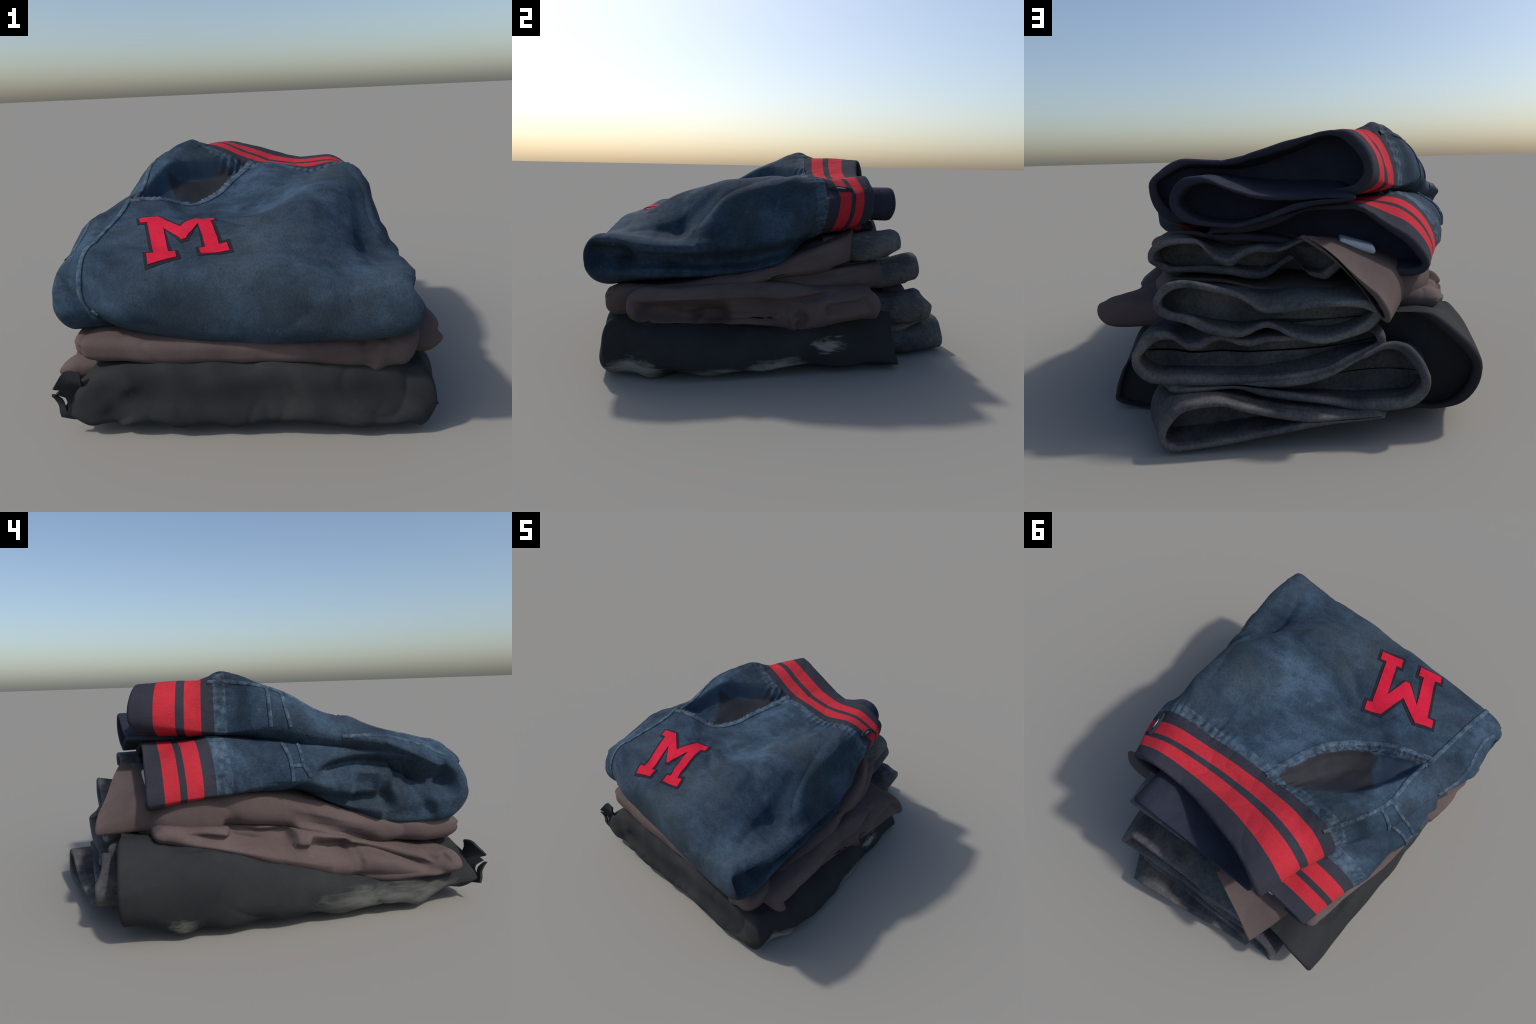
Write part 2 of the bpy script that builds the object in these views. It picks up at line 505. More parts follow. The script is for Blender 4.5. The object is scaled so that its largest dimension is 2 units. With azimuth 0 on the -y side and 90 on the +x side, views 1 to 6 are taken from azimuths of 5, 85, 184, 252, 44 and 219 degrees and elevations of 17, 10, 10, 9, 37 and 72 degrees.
def gather(pad, row, size, freq, seed, back=.09):
    """Puckers where the cloth is gathered into the ribbed hem."""
    P = pad.P; L = P.shape[1]
    arc = np.concatenate([[0], np.cumsum(np.linalg.norm(np.diff(P[row], axis=0), axis=1))])
    y0 = P[row][:, 1]
    d = (y0[None, :] - P[:, :, 1]) / back
    i = np.arange(len(P))[:, None]
    win = np.where(i <= row, np.exp(-((d - .35) / .45) ** 2), np.where(i < row + 5, np.exp(-((i - row) / 2.) ** 2) * .5, 0))
    win[pad.rim_row:] = 0
    r = np.random.default_rng(seed)
    ph = freq * arc + 2.2 * np.sin(arc * 9 + r.uniform(0, 6)) + 1.5 * np.sin(arc * 23 + r.uniform(0, 6))
    amp = .6 + .4 * np.sin(arc * 14 + r.uniform(0, 6))
    pad.move(size * win * (np.sin(ph) * amp)[None, :])


gather(upper, upper.mark_rows[1], .007, 150, 2)


def striped_hem(pad, parent, name="waistband"):
    """Ribbed hem: navy knit with two red stripes, each a piece of its own."""
    r = pad.mark_rows
    band = emit(pad, name, NAVY, parent, r[1], r[2])
    for k, (a, b, mat, nm) in enumerate(((r[2], r[3], RED, "stripe"), (r[3], r[4], NAVY, "knit_band"), (r[4], r[5], RED, "stripe"), (r[5], pad.lip_row, NAVY, "knit_band"))):
        emit(pad, nm, mat, band, a, b)
    emit(pad, "inner_facing", NAVY_IN, band, pad.lip_row)
    return band


def body(pad, name, mat, parent, gather_rows=7, extra=None):
    r = pad.mark_rows[1]
    m = np.ones(pad.P.shape[:2], bool)
    if extra is not None:
        m &= ~extra
    ob = emit(pad, name, mat, parent, 0, r - gather_rows, m)
    emit(pad, "gathered_seam", DENIM_GATHER, ob, r - gather_rows, r)
    return ob


pit_faces = pit > .03
front = body(upper, "front_panel", DENIM, JACKET, extra=pit_faces)
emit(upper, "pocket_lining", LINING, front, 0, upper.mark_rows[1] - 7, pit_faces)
striped_hem(upper, JACKET)

# inner layer of the hem, seen inside the upper opening
inner = Pad([
    (.22, .22, (-.27, .84), (.44, .84), (.96, .97, .97, .97, .965, .955, .93), (.80, .79, .78, .76, .75, .76, .78)),
    (.66, .655, (-.25, .855), (.455, .85), (.87, .875, .875, .88, .91, .95, .93), (.845, .835, .81, .77, .745, .755, .79)),
], rim=(.028, .14), roll=.07, M=110, step=.012)
inner.ripple(9, .006, 12)
emit(inner, "inner_waistband", NAVY_IN, JACKET)

# lower half
lower = Pad([
    (-.70, -.50, (-.81, .60), (.30, .55), (.745, .79, .79, .78, .75), (.42, .42, .44, .48, .5)),
    (-.48, -.40, (-.80, .62), (.30, .55), (.785, .80, .78, .76, .75), (.43, .44, .45, .48, .5)),
    (-.28, -.2, (-.765, .65), (.32, .6), (.79, .81, .76, .75, .73), (.50, .50, .52, .52, .55), {"roll_l": .13}),
    (.0, .0, (-.715, .68), (.33, .65), (.805, .835, .77, .75, .74), (.61, .60, .60, .60, .62), {"roll_l": .16}),
    (.28, .26, (-.63, .635), (.35, .69), (.81, .855, .80, .77, .76), (.60, .605, .64, .66, .68), {"roll_l": .18}),
    (.42, .38, (-.595, .615), (.35, .7), (.78, .835, .84, .80, .77), (.575, .595, .64, .67, .69), {"roll_l": .18}),
    (.615, .57, (-.535, .595), (.34, .72), (.665, .755, .835, .83, .79, .755, .745), (.54, .555, .60, .655, .675, .685, .69), {"roll_l": .09}),
], nose=.12, rim=(.03, .11), roll=.075, M=150, boxy=3., marks=(.272, .222, .155, .126, .062))
lean(lower)
side = lambda P: smooth((-.52 - P[..., 0]) / .1)
lower.crease([(-.7, -.08, .675), (-.7, -.20, .71), (-.7, -.32, .722), (-.7, -.50, .70), (-.7, -.68, .665), (-.7, -.725, .61), (-.7, -.66, .595), (-.7, -.52, .60)], .033, .10, (1, 0, 0), power=2, across=0, only=side)
lower.crease([(-.7, -.26, .60), (-.7, -.40, .60), (-.7, -.55, .60), (-.7, -.62, .61)], .075, .055, (1, 0, 0), power=4, across=0, only=side)
lower.crease([(-.7, -.46, .665), (-.7, -.58, .65), (-.7, -.67, .63)], .045, .07, (1, 0, 0), across=0, only=side)
lower.crease([(-.7, .01, .64), (-.7, -.08, .597), (-.7, -.16, .575), (-.7, -.28, .556), (-.7, -.43, .563)], .024, .06, (1, 0, 0), across=0, only=side)
lower.crease([(-.7, -.40, .49), (-.7, -.55, .49), (-.7, -.66, .52)], .055, .045, (1, 0, 0), across=0, only=side)
lower.crease([(-.7, -.43, .60), (-.7, -.445, .54), (-.7, -.455, .50)], .026, .05, (1, 0, 0), across=0, only=side)
lower.crease([(-.7, -.16, .63), (-.7, -.25, .65), (-.7, -.40, .635)], .045, .03, (1, 0, 0), across=0, only=side)
lower.crease([(-.66, .12, .84), (-.68, .10, .74), (-.66, .09, .64)], .05, .014)
lower.crease([(-.58, .27, .86), (-.64, .26, .76), (-.6, .25, .63)], .05, -.02)
lower.wrinkle(11, .007, 97); lower.wrinkle(24, .003, 98); lower.ripple(10, .005, 21); lower.ripple(24, .0025, 22)
gather(lower, lower.mark_rows[1], .009, 140, 8)
back_panel = body(lower, "back_panel", DENIM, JACKET)
striped_hem(lower, JACKET)

# ------------------------------------------------------------------ trimmings laid on the denim

TREE = bvh_of(upper, lower)
TREE_TOP = bvh_of(upper)


def on_top(x, y):
    hit = TREE_TOP.ray_cast(Vector((x, y, 2.)), Vector((0, 0, -1)))
    return np.array(hit[0]), np.array(hit[1])


def offset_poly(poly, d):
    p = np.asarray(poly, float); n = len(p)
    area = sum(p[i][0] * p[(i + 1) % n][1] - p[(i + 1) % n][0] * p[i][1] for i in range(n))
    s = 1 if area > 0 else -1
    out = []
    for i in range(n):
        a, b, c = p[i - 1], p[i], p[(i + 1) % n]
        e1 = (b - a) / np.linalg.norm(b - a); e2 = (c - b) / np.linalg.norm(c - b)
        n1 = s * np.array([e1[1], -e1[0]]); n2 = s * np.array([e2[1], -e2[0]])
        m = n1 + n2; m /= max(m @ m / 2, .45)
        out.append(b + m * d)
    return np.array(out)


def drape(name, poly, lift, mat, parent, cuts=26):
    """Lay a flat cut-out of cloth on the jacket's top, with a real edge."""
    bm = bmesh.new()
    vs = [bm.verts.new((x, y, 0)) for x, y in poly]
    es = [bm.edges.new((vs[i], vs[(i + 1) % len(vs)])) for i in range(len(vs))]
    bmesh.ops.triangle_fill(bm, edges=es, use_beauty=True)
    lo, hi = np.min(poly, 0), np.max(poly, 0)
    for ax in range(2):
        for c in np.linspace(lo[ax], hi[ax], cuts + 2)[1:-1]:
            no = (1, 0, 0) if ax == 0 else (0, 1, 0)
            bmesh.ops.bisect_plane(bm, geom=bm.verts[:] + bm.edges[:] + bm.faces[:], plane_co=(c, c, 0), plane_no=no)
    bmesh.ops.recalc_face_normals(bm, faces=bm.faces)
    if sum(f.normal.z for f in bm.faces) < 0:
        bmesh.ops.reverse_faces(bm, faces=bm.faces)
    border = [e for e in bm.edges if e.is_boundary]
    ext = bmesh.ops.extrude_edge_only(bm, edges=border)
    low = {v for v in ext["geom"] if isinstance(v, bmesh.types.BMVert)}
    for v in bm.verts:
        p, n = on_top(v.co.x, v.co.y)
        v.co = Vector(p + n * (-.004 if v in low else lift))
    bmesh.ops.recalc_face_normals(bm, faces=bm.faces)
    me = bpy.data.meshes.new(name); bm.to_mesh(me); bm.free()
    me.materials.append(mat)
    for f in me.polygons:
        f.use_smooth = True
    me.set_sharp_from_angle(angle=math.radians(40))
    ob = bpy.data.objects.new(name, me); bpy.context.scene.collection.objects.link(ob); ob.parent = parent
    return ob


# slab-serif capital M, drawn in a unit square and spread between its four corners on the cloth
GLYPH = [(0, 1), (.25, 1), (.5, .66), (.75, 1), (1, 1), (1, .87), (.92, .86), (.90, .15), (1, .15), (1, 0), (.65, 0), (.65, .15),
         (.73, .15), (.74, .70), (.53, .37), (.47, .37), (.28, .70), (.27, .15), (.35, .15), (.35, 0), (0, 0), (0, .15), (.09, .15), (.09, .86), (0, .87)]


def glyph_xy(a, b):
    bl, br, tl, tr = map(np.array, ((-.363, -.832), (-.032, -.760), (-.481, -.495), (-.152, -.395)))
    return (bl * (1 - a) + br * a) * (1 - b) + (tl * (1 - a) + tr * a) * b


letter_xy = np.array([glyph_xy(a, b) for a, b in GLYPH])
patch = drape("letter_patch", offset_poly(letter_xy, .015), .002, FELT_EDGE, JACKET)
drape("letter", letter_xy, .0055, FELT, patch)


def seat(p, look=(0, 0, 1), tree=None):
    """Point of the jacket's surface met when looking in at p against the direction 'look'."""
    p = np.asarray(p, float); n = np.asarray(look, float); n = n / np.linalg.norm(n)
    loc, no, _, _ = (tree or TREE).ray_cast(Vector(p + .16 * n), Vector(-n), .4)
    if loc is None:
        loc, no, _, _ = (tree or TREE).find_nearest(Vector(p))
    no = np.array(no)
    return np.array(loc), no if no @ n > 0 else -no


def ribbon(name, line, width, lift, mat, parent, look=(0, 0, 1), n=90, shift=0.):
    """A raised welt of cloth sewn along a line on the jacket."""
    c = spline(line, n)
    base = [seat(p, look) for p in c]
    pts = np.array([b[0] for b in base]); nor = np.array([b[1] for b in base])
    for _ in range(3):
        nor[1:-1] = (nor[:-2] + nor[1:-1] + nor[2:]) / 3
        pts[1:-1] = (pts[:-2] + 2 * pts[1:-1] + pts[2:]) / 4
    nor /= np.linalg.norm(nor, axis=1, keepdims=True)
    tan = np.gradient(pts, axis=0); tan /= np.linalg.norm(tan, axis=1, keepdims=True) + 1e-9
    side = np.cross(nor, tan)
    prof = [(-1, -.004), (-.93, lift * .7), (-.75, lift), (0, lift * 1.05), (.75, lift), (.93, lift * .7), (1, -.004)]
    verts = []
    for p, nn, s in zip(pts, nor, side):
        for u, h in prof:
            q, _n = seat(p + s * (width / 2 * u + shift), nn)
            if np.linalg.norm(q - p) > width * 1.4 + abs(shift) * 1.5:
                q = p + s * (width / 2 * u + shift)
            verts.append(q + nn * h)
    k = len(prof)
    faces = [(i * k + j, i * k + j + 1, (i + 1) * k + j + 1, (i + 1) * k + j) for i in range(n - 1) for j in range(k - 1)]
    return mesh_object(name, verts, faces, None, mat, parent)


def stitches(name, line, parent, look=(0, 0, 1), gap=.02, length=.013, width=.004, lift=.006, shift=0.):
    """A row of thread stitches."""
    n = int(np.sum(np.linalg.norm(np.diff(spline(line, 60), axis=0), axis=1)) / gap)
    c = spline(line, n + 1)
    base = [seat(p, look) for p in c]
    pts = np.array([b[0] for b in base]); nor = np.array([b[1] for b in base])
    tan = np.gradient(pts, axis=0); tan /= np.linalg.norm(tan, axis=1, keepdims=True) + 1e-9
    verts, faces = [], []
    for p, nn, t in zip(pts, nor, tan):
        s = np.cross(nn, t)
        p = p + s * shift + nn * lift
        if random.random() < .12:
            continue
        l = length * random.uniform(.75, 1.15) / 2; o = len(verts)
        t = t + s * random.uniform(-.12, .12)
        for u, w, h in ((-1, 0, -1), (-.6, 1, 0), (.6, 1, 0), (1, 0, -1), (.6, -1, 0), (-.6, -1, 0), (-.6, 0, 1), (.6, 0, 1)):
            verts.append(p + t * l * u + s * width / 2 * w + nn * .0025 * h)
        for f in ((0, 1, 6, 6), (1, 2, 7, 6), (2, 3, 7, 7), (3, 4, 7, 7), (4, 5, 6, 7), (5, 0, 6, 6)):
            faces.append(f)
    me = bpy.data.meshes.new(name)
    me.from_pydata([tuple(v) for v in verts], [], [tuple(dict.fromkeys(f)) for f in faces])
    me.materials.append(THREAD)
    ob = bpy.data.objects.new(name, me); bpy.context.scene.collection.objects.link(ob); ob.parent = parent
    ob["kind"] = "stuff"
    return ob


# doubled hem along the pocket opening
lip3 = [(*p, on_top(*(p + np.array([.015, -.025])))[0][2]) for p in spline([(-.005, .225), (-.045, .12), (-.115, -.055), (-.18, -.15), (-.275, -.228), (-.368, -.273), (-.466, -.299), (-.57, -.327)], 30)]
hem = ribbon("pocket_hem", lip3, .046, .0045, DENIM_SEAM, front, n=110)
stitches("stitching", lip3, hem, lift=.0065, shift=.017)
stitches("stitching", lip3, hem, lift=.0065, shift=-.017)

# flat-felled seam that runs over the shoulder of the fold, from the front to the hem
side_line = [(-.63, -.90, .50), (-.655, -.87, .60), (-.655, -.82, .72), (-.64, -.70, .82), (-.605, -.48, .89), (-.577, -.325, .94)]
seam = ribbon("seam", side_line, .024, .006, DENIM_SEAM, front, look=(-.35, -.7, .6))
stitches("stitching", side_line, seam, look=(-.35, -.7, .6), lift=.005, shift=-.017, gap=.026)
shoulder = [(-.575, -.31, .94), (-.55, -.15, 1.0), (-.526, .0, 1.05), (-.47, .13, 1.08), (-.375, .30, 1.108)]
seam = ribbon("seam", shoulder, .022, .006, DENIM_SEAM, front, look=(-.5, 0, 1))
stitches("stitching", shoulder, seam, look=(-.5, 0, 1), lift=.005, shift=.016, gap=.026)
fold_line = [(-.67, -.23, .83), (-.715, -.42, .825), (-.75, -.607, .81), (-.775, -.72, .75)]
seam = ribbon("seam", fold_line, .02, .004, DENIM_SEAM, front, look=(-1, 0, .7))


def stitched_box(x0, pts, parent):
    for line in pts:
        ribbon("belt_loop_edge", line, .018, .005, DENIM_SEAM, parent, look=(-1, 0, .45), n=24)
        stitches("stitching", line, parent, look=(-1, 0, .45), gap=.018, lift=.007)


stitched_box(0, [[(-.505, .06, 1.065), (-.55, .07, .97), (-.565, .07, .89)], [(-.525, .0, 1.05), (-.57, .0, .96), (-.585, -.01, .88)]], front)
stitched_box(0, [[(-.60, .02, .825), (-.69, .015, .75), (-.694, .015, .665)], [(-.61, -.05, .82), (-.705, -.035, .74), (-.71, -.06, .68)], [(-.70, .015, .735), (-.705, -.035, .735)]], back_panel)

# rows of stitching on the layers inside the +x fold
for line in ([(.72, -.84, .665), (.70, -.66, .648), (.69, -.46, .645), (.68, -.14, .668), (.66, .12, .708)],
             [(.74, -.90, .55), (.72, -.80, .57), (.70, -.66, .545), (.68, -.46, .50)]):
    stitches("stitching", line, front, look=(1, 0, 0), gap=.024, lift=.003)

# buttonhole with a steel bar on the hem
bp, bn = seat((.575, .322, .943), (1, 0, .3), TREE_TOP)


def torus_like(name, c, n, t, a, b, r, mat, parent):
    s = np.cross(n, t); verts = []; faces = []
    A, K = 28, 8
    for i in range(A):
        th = i / A * math.tau
        centre = c + t * a * math.cos(th) + s * b * math.sin(th)
        out = t * math.cos(th) + s * math.sin(th)
        for k in range(K):
            ph = k / K * math.tau
            verts.append(centre + r * (out * math.cos(ph) + n * math.sin(ph)))
    for i in range(A):
        for k in range(K):
            faces.append((i * K + k, ((i + 1) % A) * K + k, ((i + 1) % A) * K + (k + 1) % K, i * K + (k + 1) % K))
    return mesh_object(name, verts, faces, None, mat, parent)


tdir = np.array([0., 1., .05]); tdir -= bn * (tdir @ bn); tdir /= np.linalg.norm(tdir)
hole = torus_like("buttonhole", bp + bn * .004, bn, tdir, .058, .010, .008, NAVY, JACKET)
bpy.ops.mesh.primitive_uv_sphere_add(segments=20, ring_count=10, radius=1)
pin = bpy.context.object; pin.name = "buttonhole_bar"; pin.data.name = "buttonhole_bar"
for v in pin.data.vertices:
    c = v.co.copy()
    v.co = Vector(bp + bn * (.008 + .004 * c.z) + tdir * .026 * c.x + np.cross(bn, tdir) * .004 * c.y)
pin.data.materials.append(METAL); pin.parent = hole
for f in pin.data.polygons:
    f.use_smooth = True

# ------------------------------------------------------------------ the brown jacket


def ribbed(pad, cloth, edge, parent):
    """Wool hem with an edge coloured paler for the light on its rim and a darker inside."""
    band = emit(pad, "waistband", cloth, parent, 0, pad.rim_row - 3)
    emit(pad, "hem_edge", edge, band, pad.rim_row - 3, pad.lip_row + 2)
    emit(pad, "inner_facing", cloth, band, pad.lip_row + 2)


b_top = Pad([
    (-.65, -.68, (-.74, .39), (.735, .42), (.44, .44, .44, .44, .445, .45, .46), (.31, .295, .285, .285, .285, .26, .285)),
    (-.30, -.30, (-.715, .42), (.735, .44), (.50, .52, .52, .50, .49, .49, .49), (.34, .34, .34, .34, .34, .36, .38)),
    (.0, .0, (-.665, .48), (.725, .53), (.59, .61, .61, .57, .56, .57, .58), (.40, .36, .36, .4, .44, .46, .475)),
    (.30, .24, (-.60, .51), (.69, .60), (.605, .64, .67, .68, .665, .67, .675), (.42, .40, .4, .44, .47, .50, .515)),
    (.55, .32, (-.52, .50), (.64, .62), (.56, .62, .67, .70, .69, .70, .69), (.42, .4, .4, .45, .49, .53, .54)),
    (.66, .38, (-.40, .46), (.595, .63), (.53, .60, .68, .695, .68, .71, .705), (.40, .39, .40, .46, .52, .55, .555)),
], nose=.215, rim=(.02, .2), roll=.065, M=150, boxy=3., pull=.2)
b_top.crease([(.6, -.1, .515), (.6, .1, .56), (.6, .3, .61)], .022, .018, (-1, 0, 0), across=0, only=lambda P: smooth((P[..., 0] - .4) / .1))
b_top.ripple(9, .009, 31); b_top.ripple(22, .004, 32); b_top.wrinkle(12, .010, 33)
b_top.crease([(-.45, .75, .60), (-.52, .45, .58), (-.62, .15, .60), (-.72, -.2, .56)], .03, -.012)
b_top.crease([(-.7, .03, .507), (-.7, -.17, .436), (-.7, -.41, .345)], .02, .03, (1, 0, 0), across=0, only=lambda P: smooth((-.45 - P[..., 0]) / .1))
b_top.crease([(-.7, .32, .46), (-.7, .14, .425), (-.7, -.03, .42)], .04, .06, (1, 0, 0), power=3, across=0, only=lambda P: smooth((-.45 - P[..., 0]) / .1))
b_top.crease([(.50, -.86, .47), (.53, -.87, .38), (.54, -.87, .30)], .03, .018)
b_top.crease([(.60, -.86, .42), (.57, -.87, .34), (.56, -.86, .28)], .03, -.02)
emit(b_top, "torso", BROWN, BROWN_J)

beast = lambda P: smooth((P[..., 0] - .45) / .1)
b_mid = Pad([
    (-.30, -.30, (-.30, .44), (.64, .45), (.49, .49, .49, .49, .49), (.40, .40, .40, .40, .40)),
    (.05, .05, (-.40, .44), (.68, .47), (.52, .52, .51, .51, .51), (.40, .40, .40, .40, .42)),
    (.35, .30, (-.42, .44), (.65, .47), (.53, .53, .53, .53, .525), (.40, .38, .38, .38, .40)),
    (.62, .575, (-.36, .45), (.53, .47), (.49, .51, .50, .54, .545), (.405, .36, .36, .37, .40)),
], rim=(.02, .2), roll=.06, M=120)
b_mid.ripple(11, .008, 35)
b_mid.crease([(.6, -.1, .47), (.6, .12, .48), (.6, .3, .50), (.6, .45, .505)], .02, .022, (-1, 0, 0), across=0, only=beast)
emit(b_mid, "front_panel", BROWN, BROWN_J)

b_roll = Pad([
    (-.64, -.62, (-.845, .22), (.865, .36), (.285, .31, .36, .40, .42, .45, .47), (.165, .20, .25, .28, .28, .27, .27)),
    (-.40, -.42, (-.80, .24), (.84, .37), (.325, .36, .41, .43, .45, .465, .485), (.17, .205, .25, .27, .27, .26, .255)),
    (-.20, -.20, (-.76, .29), (.80, .37), (.395, .42, .44, .46, .47, .48, .49), (.195, .22, .25, .27, .27, .25, .245)),
    (.06, .05, (-.715, .35), (.80, .36), (.455, .45, .45, .46, .47, .47, .475), (.26, .27, .28, .28, .28, .24, .21)),
    (.25, .22, (-.67, .39), (.815, .34), (.465, .46, .45, .45, .45, .445, .435), (.325, .32, .32, .3, .29, .26, .235)),
    (.56, .44, (-.585, .45), (.85, .37), (.495, .48, .46, .45, .44, .43, .43), (.405, .38, .34, .31, .3, .30, .30)),
], nose=.15, tail=.06, roll=.085, M=170, boxy=2.6, pull=.25, narrow=.0)
# folds along both sides of the rolled sleeves
b_roll.crease([(.8, -.77, .418), (.8, -.675, .375), (.8, -.54, .366), (.8, -.24, .378), (.8, -.04, .362), (.8, .2, .408), (.8, .43, .447)], .017, .05, (-1, 0, 0), across=0, only=beast)
b_roll.crease([(.8, -.72, .33), (.8, -.6, .325), (.8, -.48, .31), (.8, -.25, .30)], .048, .12, (-1, 0, 0), across=0, only=beast)
b_roll.crease([(.8, -.72, .345), (.8, -.62, .352), (.8, -.50, .340)], .03, .025, (-1, 0, 0), across=0, only=beast)
b_roll.crease([(.8, -.47, .270), (.8, -.38, .325), (.8, -.11, .322), (.8, -.0, .345)], .015, .045, (-1, 0, 0), across=0, only=beast)
b_roll.crease([(.8, -.40, .275), (.8, -.2, .285), (.8, -.03, .275)], .018, .025, (-1, 0, 0), across=0, only=beast)
b_roll.crease([(.8, .035, .33), (.8, .06, .25), (.8, .068, .21)], .018, -.03, (-1, 0, 0), across=0, only=beast)
b_roll.crease([(.8, .085, .335), (.8, .115, .29), (.8, .09, .24)], .02, .04, (-1, 0, 0), across=0, only=beast)
b_roll.crease([(.8, .22, .345), (.8, .36, .37), (.8, .44, .41)], .028, .045, (-1, 0, 0), across=0, only=beast)
b_roll.crease([(.8, .47, .30), (.8, .46, .36), (.8, .45, .41)], .018, -.02, (-1, 0, 0), across=0, only=beast)
b_roll.crease([(.8, -.6, .46), (.8, -.3, .455), (.8, -.05, .43), (.8, .12, .425)], .022, -.012, (-1, 0, 0), across=0, only=beast)
bside = lambda P: smooth((-.45 - P[..., 0]) / .1)
b_roll.crease([(-.7, -.72, .19), (-.7, -.53, .262), (-.7, -.28, .335), (-.7, -.07, .343), (-.7, .08, .37), (-.7, .24, .40), (-.7, .5, .45)], .020, .055, (1, 0, 0), across=0, only=bside)
b_roll.crease([(-.7, .30, .45), (-.7, .14, .42), (-.7, -.01, .415)], .034, .09, (1, 0, 0), power=3, across=0, only=bside)
b_roll.crease([(-.7, -.06, .375), (-.7, -.16, .36), (-.7, -.26, .35)], .03, .05, (1, 0, 0), across=0, only=bside)
b_roll.crease([(-.7, -.15, .30), (-.7, -.3, .30)], .05, .02, (1, 0, 0), across=0, only=bside)
b_roll.crease([(-.7, -.23, .22), (-.7, -.42, .217), (-.7, -.65, .21)], .018, .02, (1, 0, 0), across=0, only=bside)
b_roll.crease([(-.7, -.60, .30), (-.7, -.66, .25), (-.7, -.72, .27)], .02, .03, (1, 0, 0), across=0, only=bside)
b_roll.ripple(9, .009, 41); b_roll.ripple(25, .004, 42); b_roll.wrinkle(12, .010, 43); b_roll.wrinkle(24, .004, 45)
emit(b_roll, "sleeve", BROWN, BROWN_J)

w1 = Pad([
    (.25, .25, (-.20, .62), (.555, .60), (.68, .69, .69, .68, .68, .68), (.63, .63, .63, .63, .63, .63)),
    (.50, .45, (-.20, .62), (.57, .63), (.67, .70, .685, .67, .66, .70, .71), (.56, .55, .56, .56, .55, .55, .55)),
    (.645, .67, (-.20, .61), (.555, .64), (.66, .69, .715, .69, .672, .68, .665, .628, .655, .715, .718, .71, .70),
     (.565, .535, .55, .61, .575, .54, .545, .56, .565, .57, .57, .57, .585), {"low_back": .05}),
], rim=(.026, .11), roll=.065, M=150, step=.009, wave=.012)
w1.ripple(16, .004, 51)
ribbed(w1, GREY_RIB, GREY_EDGE, BROWN_J)
w2 = Pad([
    (.35, .35, (-.34, .45), (.53, .46), (.50, .51, .51, .52, .55), (.47, .47, .47, .47, .48)),
    (.60, .58, (-.34, .45), (.53, .46), (.50, .51, .50, .52, .545), (.40, .36, .36, .37, .39)),
    (.79, .80, (-.335, .45), (.50, .49), (.49, .50, .50, .485, .475, .53, .56, .578, .555), (.405, .36, .338, .355, .395, .36, .375, .42, .44)),
], rim=(.026, .11), roll=.06, M=150, step=.009, wave=.012)
w2.ripple(16, .004, 52)
ribbed(w2, GREY_RIB, GREY_EDGE, BROWN_J)
# brown placket wrapped round the -x end of the hems
placket = Pad([
    (.40, .40, (-.50, .50), (.0, .56), (.60, .64, .69, .69), (.42, .56, .64, .66)),
    (.62, .60, (-.44, .49), (-.02, .58), (.57, .64, .70, .715), (.41, .56, .65, .69)),
    (.84, .68, (-.36, .45), (-.04, .60), (.50, .585, .675, .735), (.405, .545, .645, .712)),
], rim=(.018, .22), roll=.05, M=90)
placket.ripple(12, .006, 55)
emit(placket, "placket", BROWN, BROWN_J)

# white care label in the gap under the denim hem
label_pad = Pad([
    (.50, .50, (-.33, .655), (-.19, .69), (.66, .70), (.64, .68)),
    (.60, .60, (-.33, .645), (-.19, .68), (.665, .70), (.63, .665)),
], nose=.02, tail=.012, roll=.015, M=30)
emit(label_pad, "care_label", WHITE, BROWN_J)

# ------------------------------------------------------------------ the black jacket

k_body = Pad([
    (-.80, -.775, (-.785, .12), (.82, .13), (.24, .31, .325, .325, .325, .325, .31), (.05, .045, .042, .042, .04, .03, .01), {"roll_r": .07, "roll_l": .15}),
    (-.58, -.62, (-.795, .11), (.87, .12), (.21, .30, .32, .32, .32, .31, .29), (.03, .03, .025, .02, .012, .008, .0), {"roll_r": .13}),
    (-.20, -.25, (-.775, .13), (.845, .03), (.24, .28, .30, .30, .30, .28, .25), (.03, .03, .025, .02, .01, .0, -.005)),
    (.12, .10, (-.765, .18), (.805, .06), (.31, .32, .32, .32, .31, .28, .25), (.035, .04, .035, .02, .01, .0, .0), {"roll_r": .16}),
    (.45, .39, (-.735, .22), (.765, .06), (.40, .42, .38, .37, .36, .34, .32), (.045, .05, .04, .03, .02, .0, .0), {"roll_r": .19}),
    (.77, .60, (-.695, .24), (.745, .04), (.36, .45, .42, .40, .38, .36, .30), (.05, .05, .05, .04, .02, .0, .0), {"roll_l": .2, "roll_r": .26}),
], nose=.125, rim=(.02, .04), roll=(.09, .24), M=180, boxy=3.4, pull=.15, narrow=.0)
k_body.move(.02 * np.exp(-((k_body.P[..., 1] - .53) / .07) ** 2) * smooth((-.55 - k_body.P[..., 0]) / .1) * smooth((.14 - k_body.P[..., 2]) / .08), (0, 0, -1.6))
k_body.move(.048 * smooth((.20 - k_body.P[..., 2]) / .16) * smooth((-.74 - k_body.P[..., 1]) / .08) * smooth((.86 - k_body.P[..., 0]) / .25), (0, -1, 0))      # the hem flares out on the floor
k_body.move(.03 * smooth((.14 - k_body.P[..., 2]) / .12) * smooth((k_body.P[..., 1] - .42) / .1) * smooth((k_body.P[..., 0] - .45) / .15), (0, 1, 0))
low = smooth((.16 - k_body.P[..., 2]) / .12)
k_body.move(.014 * low * waves(k_body.P * [1, 1, .2], 26, 66), (0, 0, 1))
k_body.ripple(9, .011, 61); k_body.ripple(24, .005, 62); k_body.wrinkle(9, .014, 63); k_body.wrinkle(20, .006, 65)
